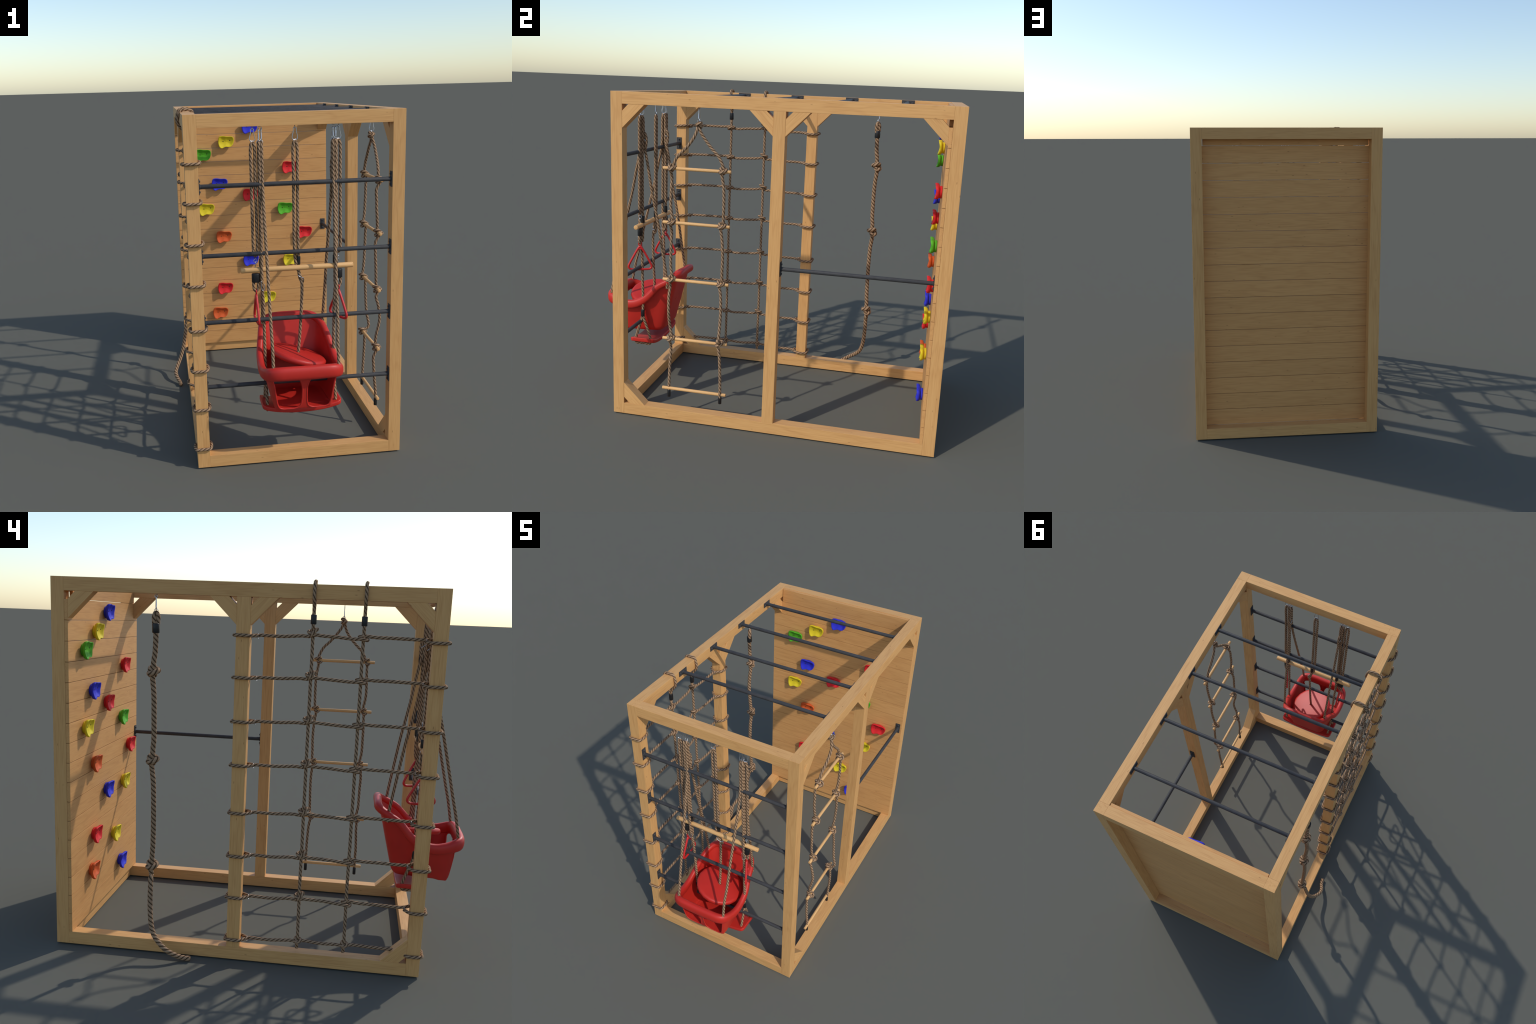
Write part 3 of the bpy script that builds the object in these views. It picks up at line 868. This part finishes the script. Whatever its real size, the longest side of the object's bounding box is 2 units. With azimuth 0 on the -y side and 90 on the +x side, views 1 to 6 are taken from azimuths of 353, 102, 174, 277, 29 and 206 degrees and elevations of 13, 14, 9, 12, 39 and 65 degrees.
def shell_mesh():
    st = station_sample(full, ffull, 0)
    n = len(st)
    ctr = np.array([SX, -.79, 0])
    wall = 0.0045
    def ring_at(v, inset):
        R = []
        for q in st:
            top, bot = q[:3].copy(), q[3:]
            d = top[:2] - ctr[:2]; d = d / np.linalg.norm(d)
            top[:2] -= d * 0.006
            # belly: the wall bows out slightly before turning in at the foot
            p = top * (1 - v) + bot * v
            bow = 0.001 * math.sin(math.pi * min(1, v))
            p[:2] += d * (bow - inset * (1.0 if q[1] > -.90 else max(.12, 1 - (-.90 - q[1]) / .03)))
            R.append(p)
        return R
    rings = []
    levels = [0, .12, .25, .4, .55, .7, .82, .9, .93, .955, .975, .99, 1.0]
    for v in levels:
        rings.append(ring_at(v, FOOT(v)))
    bot = np.array(rings[-1])
    cen = np.array([SX, -.80, .361])
    for s in (.8, .5, .2):
        rings.append([cen + (p - cen) * s + np.array([0, 0, -0.001]) for p in bot])
    inner = []
    for v in reversed(levels):
        inner.append([p + np.array([0, 0, wall if v >= .97 else 0]) for p in ring_at(v, wall + FOOT(v))])
    ib = np.array(inner[0])
    icen = cen + np.array([0, 0, wall])
    inner = [[icen + (p - icen) * s for p in ib] for s in (.2, .5, .8)] + inner
    verts = [p for r in rings for p in r]
    no = len(rings)
    verts_c = len(verts)
    verts.append(cen + np.array([0, 0, -0.001])); verts.append(icen)
    off = len(verts)
    verts += [p for r in inner for p in r]
    faces = []
    for i in range(no - 1):
        for j in range(n):
            a, b = i * n + j, i * n + (j + 1) % n
            faces.append((a, b, b + n, a + n))
    for j in range(n):
        faces.append(((no - 1) * n + j, (no - 1) * n + (j + 1) % n, verts_c))
    for j in range(n):
        faces.append((off + j, verts_c + 1, off + (j + 1) % n))
    ni = len(inner)
    for i in range(ni - 1):
        for j in range(n):
            a, b = off + i * n + j, off + i * n + (j + 1) % n
            faces.append((a, b, b + n, a + n))
    for j in range(n):      # close the top edge
        a, b = off + (ni - 1) * n + j, off + (ni - 1) * n + (j + 1) % n
        faces.append((a, b, (j + 1) % n, j))
    me = mesh_from("baby_seat_swing", verts, faces, [SEATRED])
    bm = bmesh.new(); bm.from_mesh(me)
    bmesh.ops.recalc_face_normals(bm, faces=bm.faces[:])
    bm.to_mesh(me); bm.free()
    return me
# leg opening outline (x offset from seat centre, z), right-hand one; the left mirrors it
LX = 0.0335
LEG = [(.152, .526), (.060, .532), (.032, .530), (.019, .510), (.0125, .485), (.011, .450), (.0125, .405), (.020, .376), (.040, .3635), (.075, .3615), (.106, .362), (.122, .369), (.131, .386), (.138, .42), (.1475, .485)]
def leg_cutter(sgn):
    loop, _ = catmull([(LX + sgn * x, 0, z) for x, z in LEG], .006, True)
    n = len(loop)
    bm = bmesh.new()
    f = [bm.verts.new((p[0], -1.05, p[2])) for p in loop]
    b = [bm.verts.new((p[0], -.875, p[2])) for p in loop]
    bm.faces.new(f); bm.faces.new(b[::-1])
    for i in range(n):
        j = (i + 1) % n
        bm.faces.new((f[j], f[i], b[i], b[j]))
    bmesh.ops.recalc_face_normals(bm, faces=bm.faces[:])
    me = bpy.data.meshes.new("leg_cut"); bm.to_mesh(me); bm.free()
    ob = bpy.data.objects.new("leg_cut", me)
    bpy.context.collection.objects.link(ob)
    return ob
seat = make("baby_seat_swing", shell_mesh())
from mathutils.bvhtree import BVHTree
shell_tree = BVHTree.FromPolygons([v.co.copy() for v in seat.data.vertices], [tuple(p.vertices) for p in seat.data.polygons])
def front_y(x, z):
    """front face of the shell at (x, z)"""
    hit = shell_tree.ray_cast(Vector((x, -1.3, z)), Vector((0, 1, 0)))
    return hit[0].y if hit[0] is not None else -.93
cutters = [leg_cutter(1), leg_cutter(-1)]
for c in cutters:
    md = seat.modifiers.new("leg", 'BOOLEAN'); md.object = c; md.operation = 'DIFFERENCE'; md.solver = 'EXACT'
bpy.context.view_layer.update()
dg = bpy.context.evaluated_depsgraph_get()
cut = bpy.data.meshes.new_from_object(seat.evaluated_get(dg))
seat.modifiers.clear()
seat.data = cut
cut.name = "baby_seat_swing"
for c in cutters:
    bpy.data.objects.remove(c)
bm = bmesh.new(); bm.from_mesh(cut)
for e in bm.edges:
    if len(e.link_faces) == 2 and e.calc_face_angle(0) > 0.7: e.smooth = False
for f in bm.faces: f.smooth = True
bm.to_mesh(cut); bm.free()
make("seat_rim", rim_mesh(), seat)
for sgn in (1, -1):
    lp, _ = catmull([(LX + sgn * x, 0, z) for x, z in LEG], .005, True)
    lp = np.array([(p[0], front_y(p[0], p[2]) + .002, p[2]) for p in lp])
    for _ in range(3):
        lp[:, 1] = (np.roll(lp[:, 1], 1) + 2 * lp[:, 1] + np.roll(lp[:, 1], -1)) / 4
    v, f = tube_data(lp, .0042, 8, True)
    make("leg_opening_lip", mesh_from("leg_opening_lip", v, f, [SEATRED]), seat)
for sgn in (-1, 1):
    xs = PX + sgn * .1725
    xa = .040 + sgn * .160
    rope("swing_rope", [[(xa, -.9625, .556), (xa, -.962, .575), (xa, -.939, .702), (xa + (xs - xa) * .25, -.9196, .782), (xa + (xs - xa) * .45, -.874, .978), (xa + (xs - xa) * .65, -.8437, 1.105), (xa + (xs - xa) * .8, -.8157, 1.222), (xs, -.790, 1.345), (xs, -.776, 1.41), (xs, YSW - .012, 1.46), (xs, YSW - .009, 1.52), (xs, YSW - .008, 1.63), (xs, YSW - .003, 1.647), (xs, YSW + .003, 1.647), (xs, YSW + .008, 1.63),
                         (xs, YSW + .010, 1.56), (xs, YSW + .011, 1.49), (xs, -.7310, 1.432), (xs, -.7145, 1.34), (xa + (xs - xa) * .8, -.698, 1.23), (xa + (xs - xa) * .6, -.6785, 1.13), (xa + (xs - xa) * .45, -.6600, 1.035), (xa + (xs - xa) * .3, -.6370, .89), (xa, -.6125, .728), (xa, -.609, .69), (xa, -.607, .648)],
                        [(xs, YSW + .022, 1.465), (xs, YSW + .0270, 1.500), (xs, YSW + .0265, 1.53), (xs, YSW + .020, 1.55), (xs, YSW + .013, 1.556)]], parent=seat)
    tube("s_hook", [(xs - .009, YSW + .006, 1.528), (xs - .010, YSW + .016, 1.521), (xs - .007, YSW + .026, 1.512), (xs, YSW + .029, 1.507), (xs + .007, YSW + .026, 1.512), (xs + .009, YSW + .016, 1.520)], .0017, ZINC, seat)
    carabiner(xs, YSW, 1.7125, math.pi / 2, seat)
    thimble(xs, YSW, 1.648, 0.1, .0085, seat)

# flat shading with softened arrises on timber
for ob in bpy.data.objects:
    if ob.type == 'MESH' and ob.name.split('.')[0] in ("post", "beam", "sill", "brace", "wall_plank", "mounting_plate"):
        ob.data.polygons.foreach_set("use_smooth", np.zeros(len(ob.data.polygons), dtype=bool))
# cylinders: keep the flat ends crisp
for me in bpy.data.meshes:
    if me.name.split('.')[0] in ("trapeze_bar", "ladder_rung", "wall_bar", "monkey_bar", "side_bar", "rope_sleeve", "rope_end_cap", "bolt", "bar_collar", "hold_screw", "disc_swing"):
        me.set_sharp_from_angle(angle=math.radians(55))
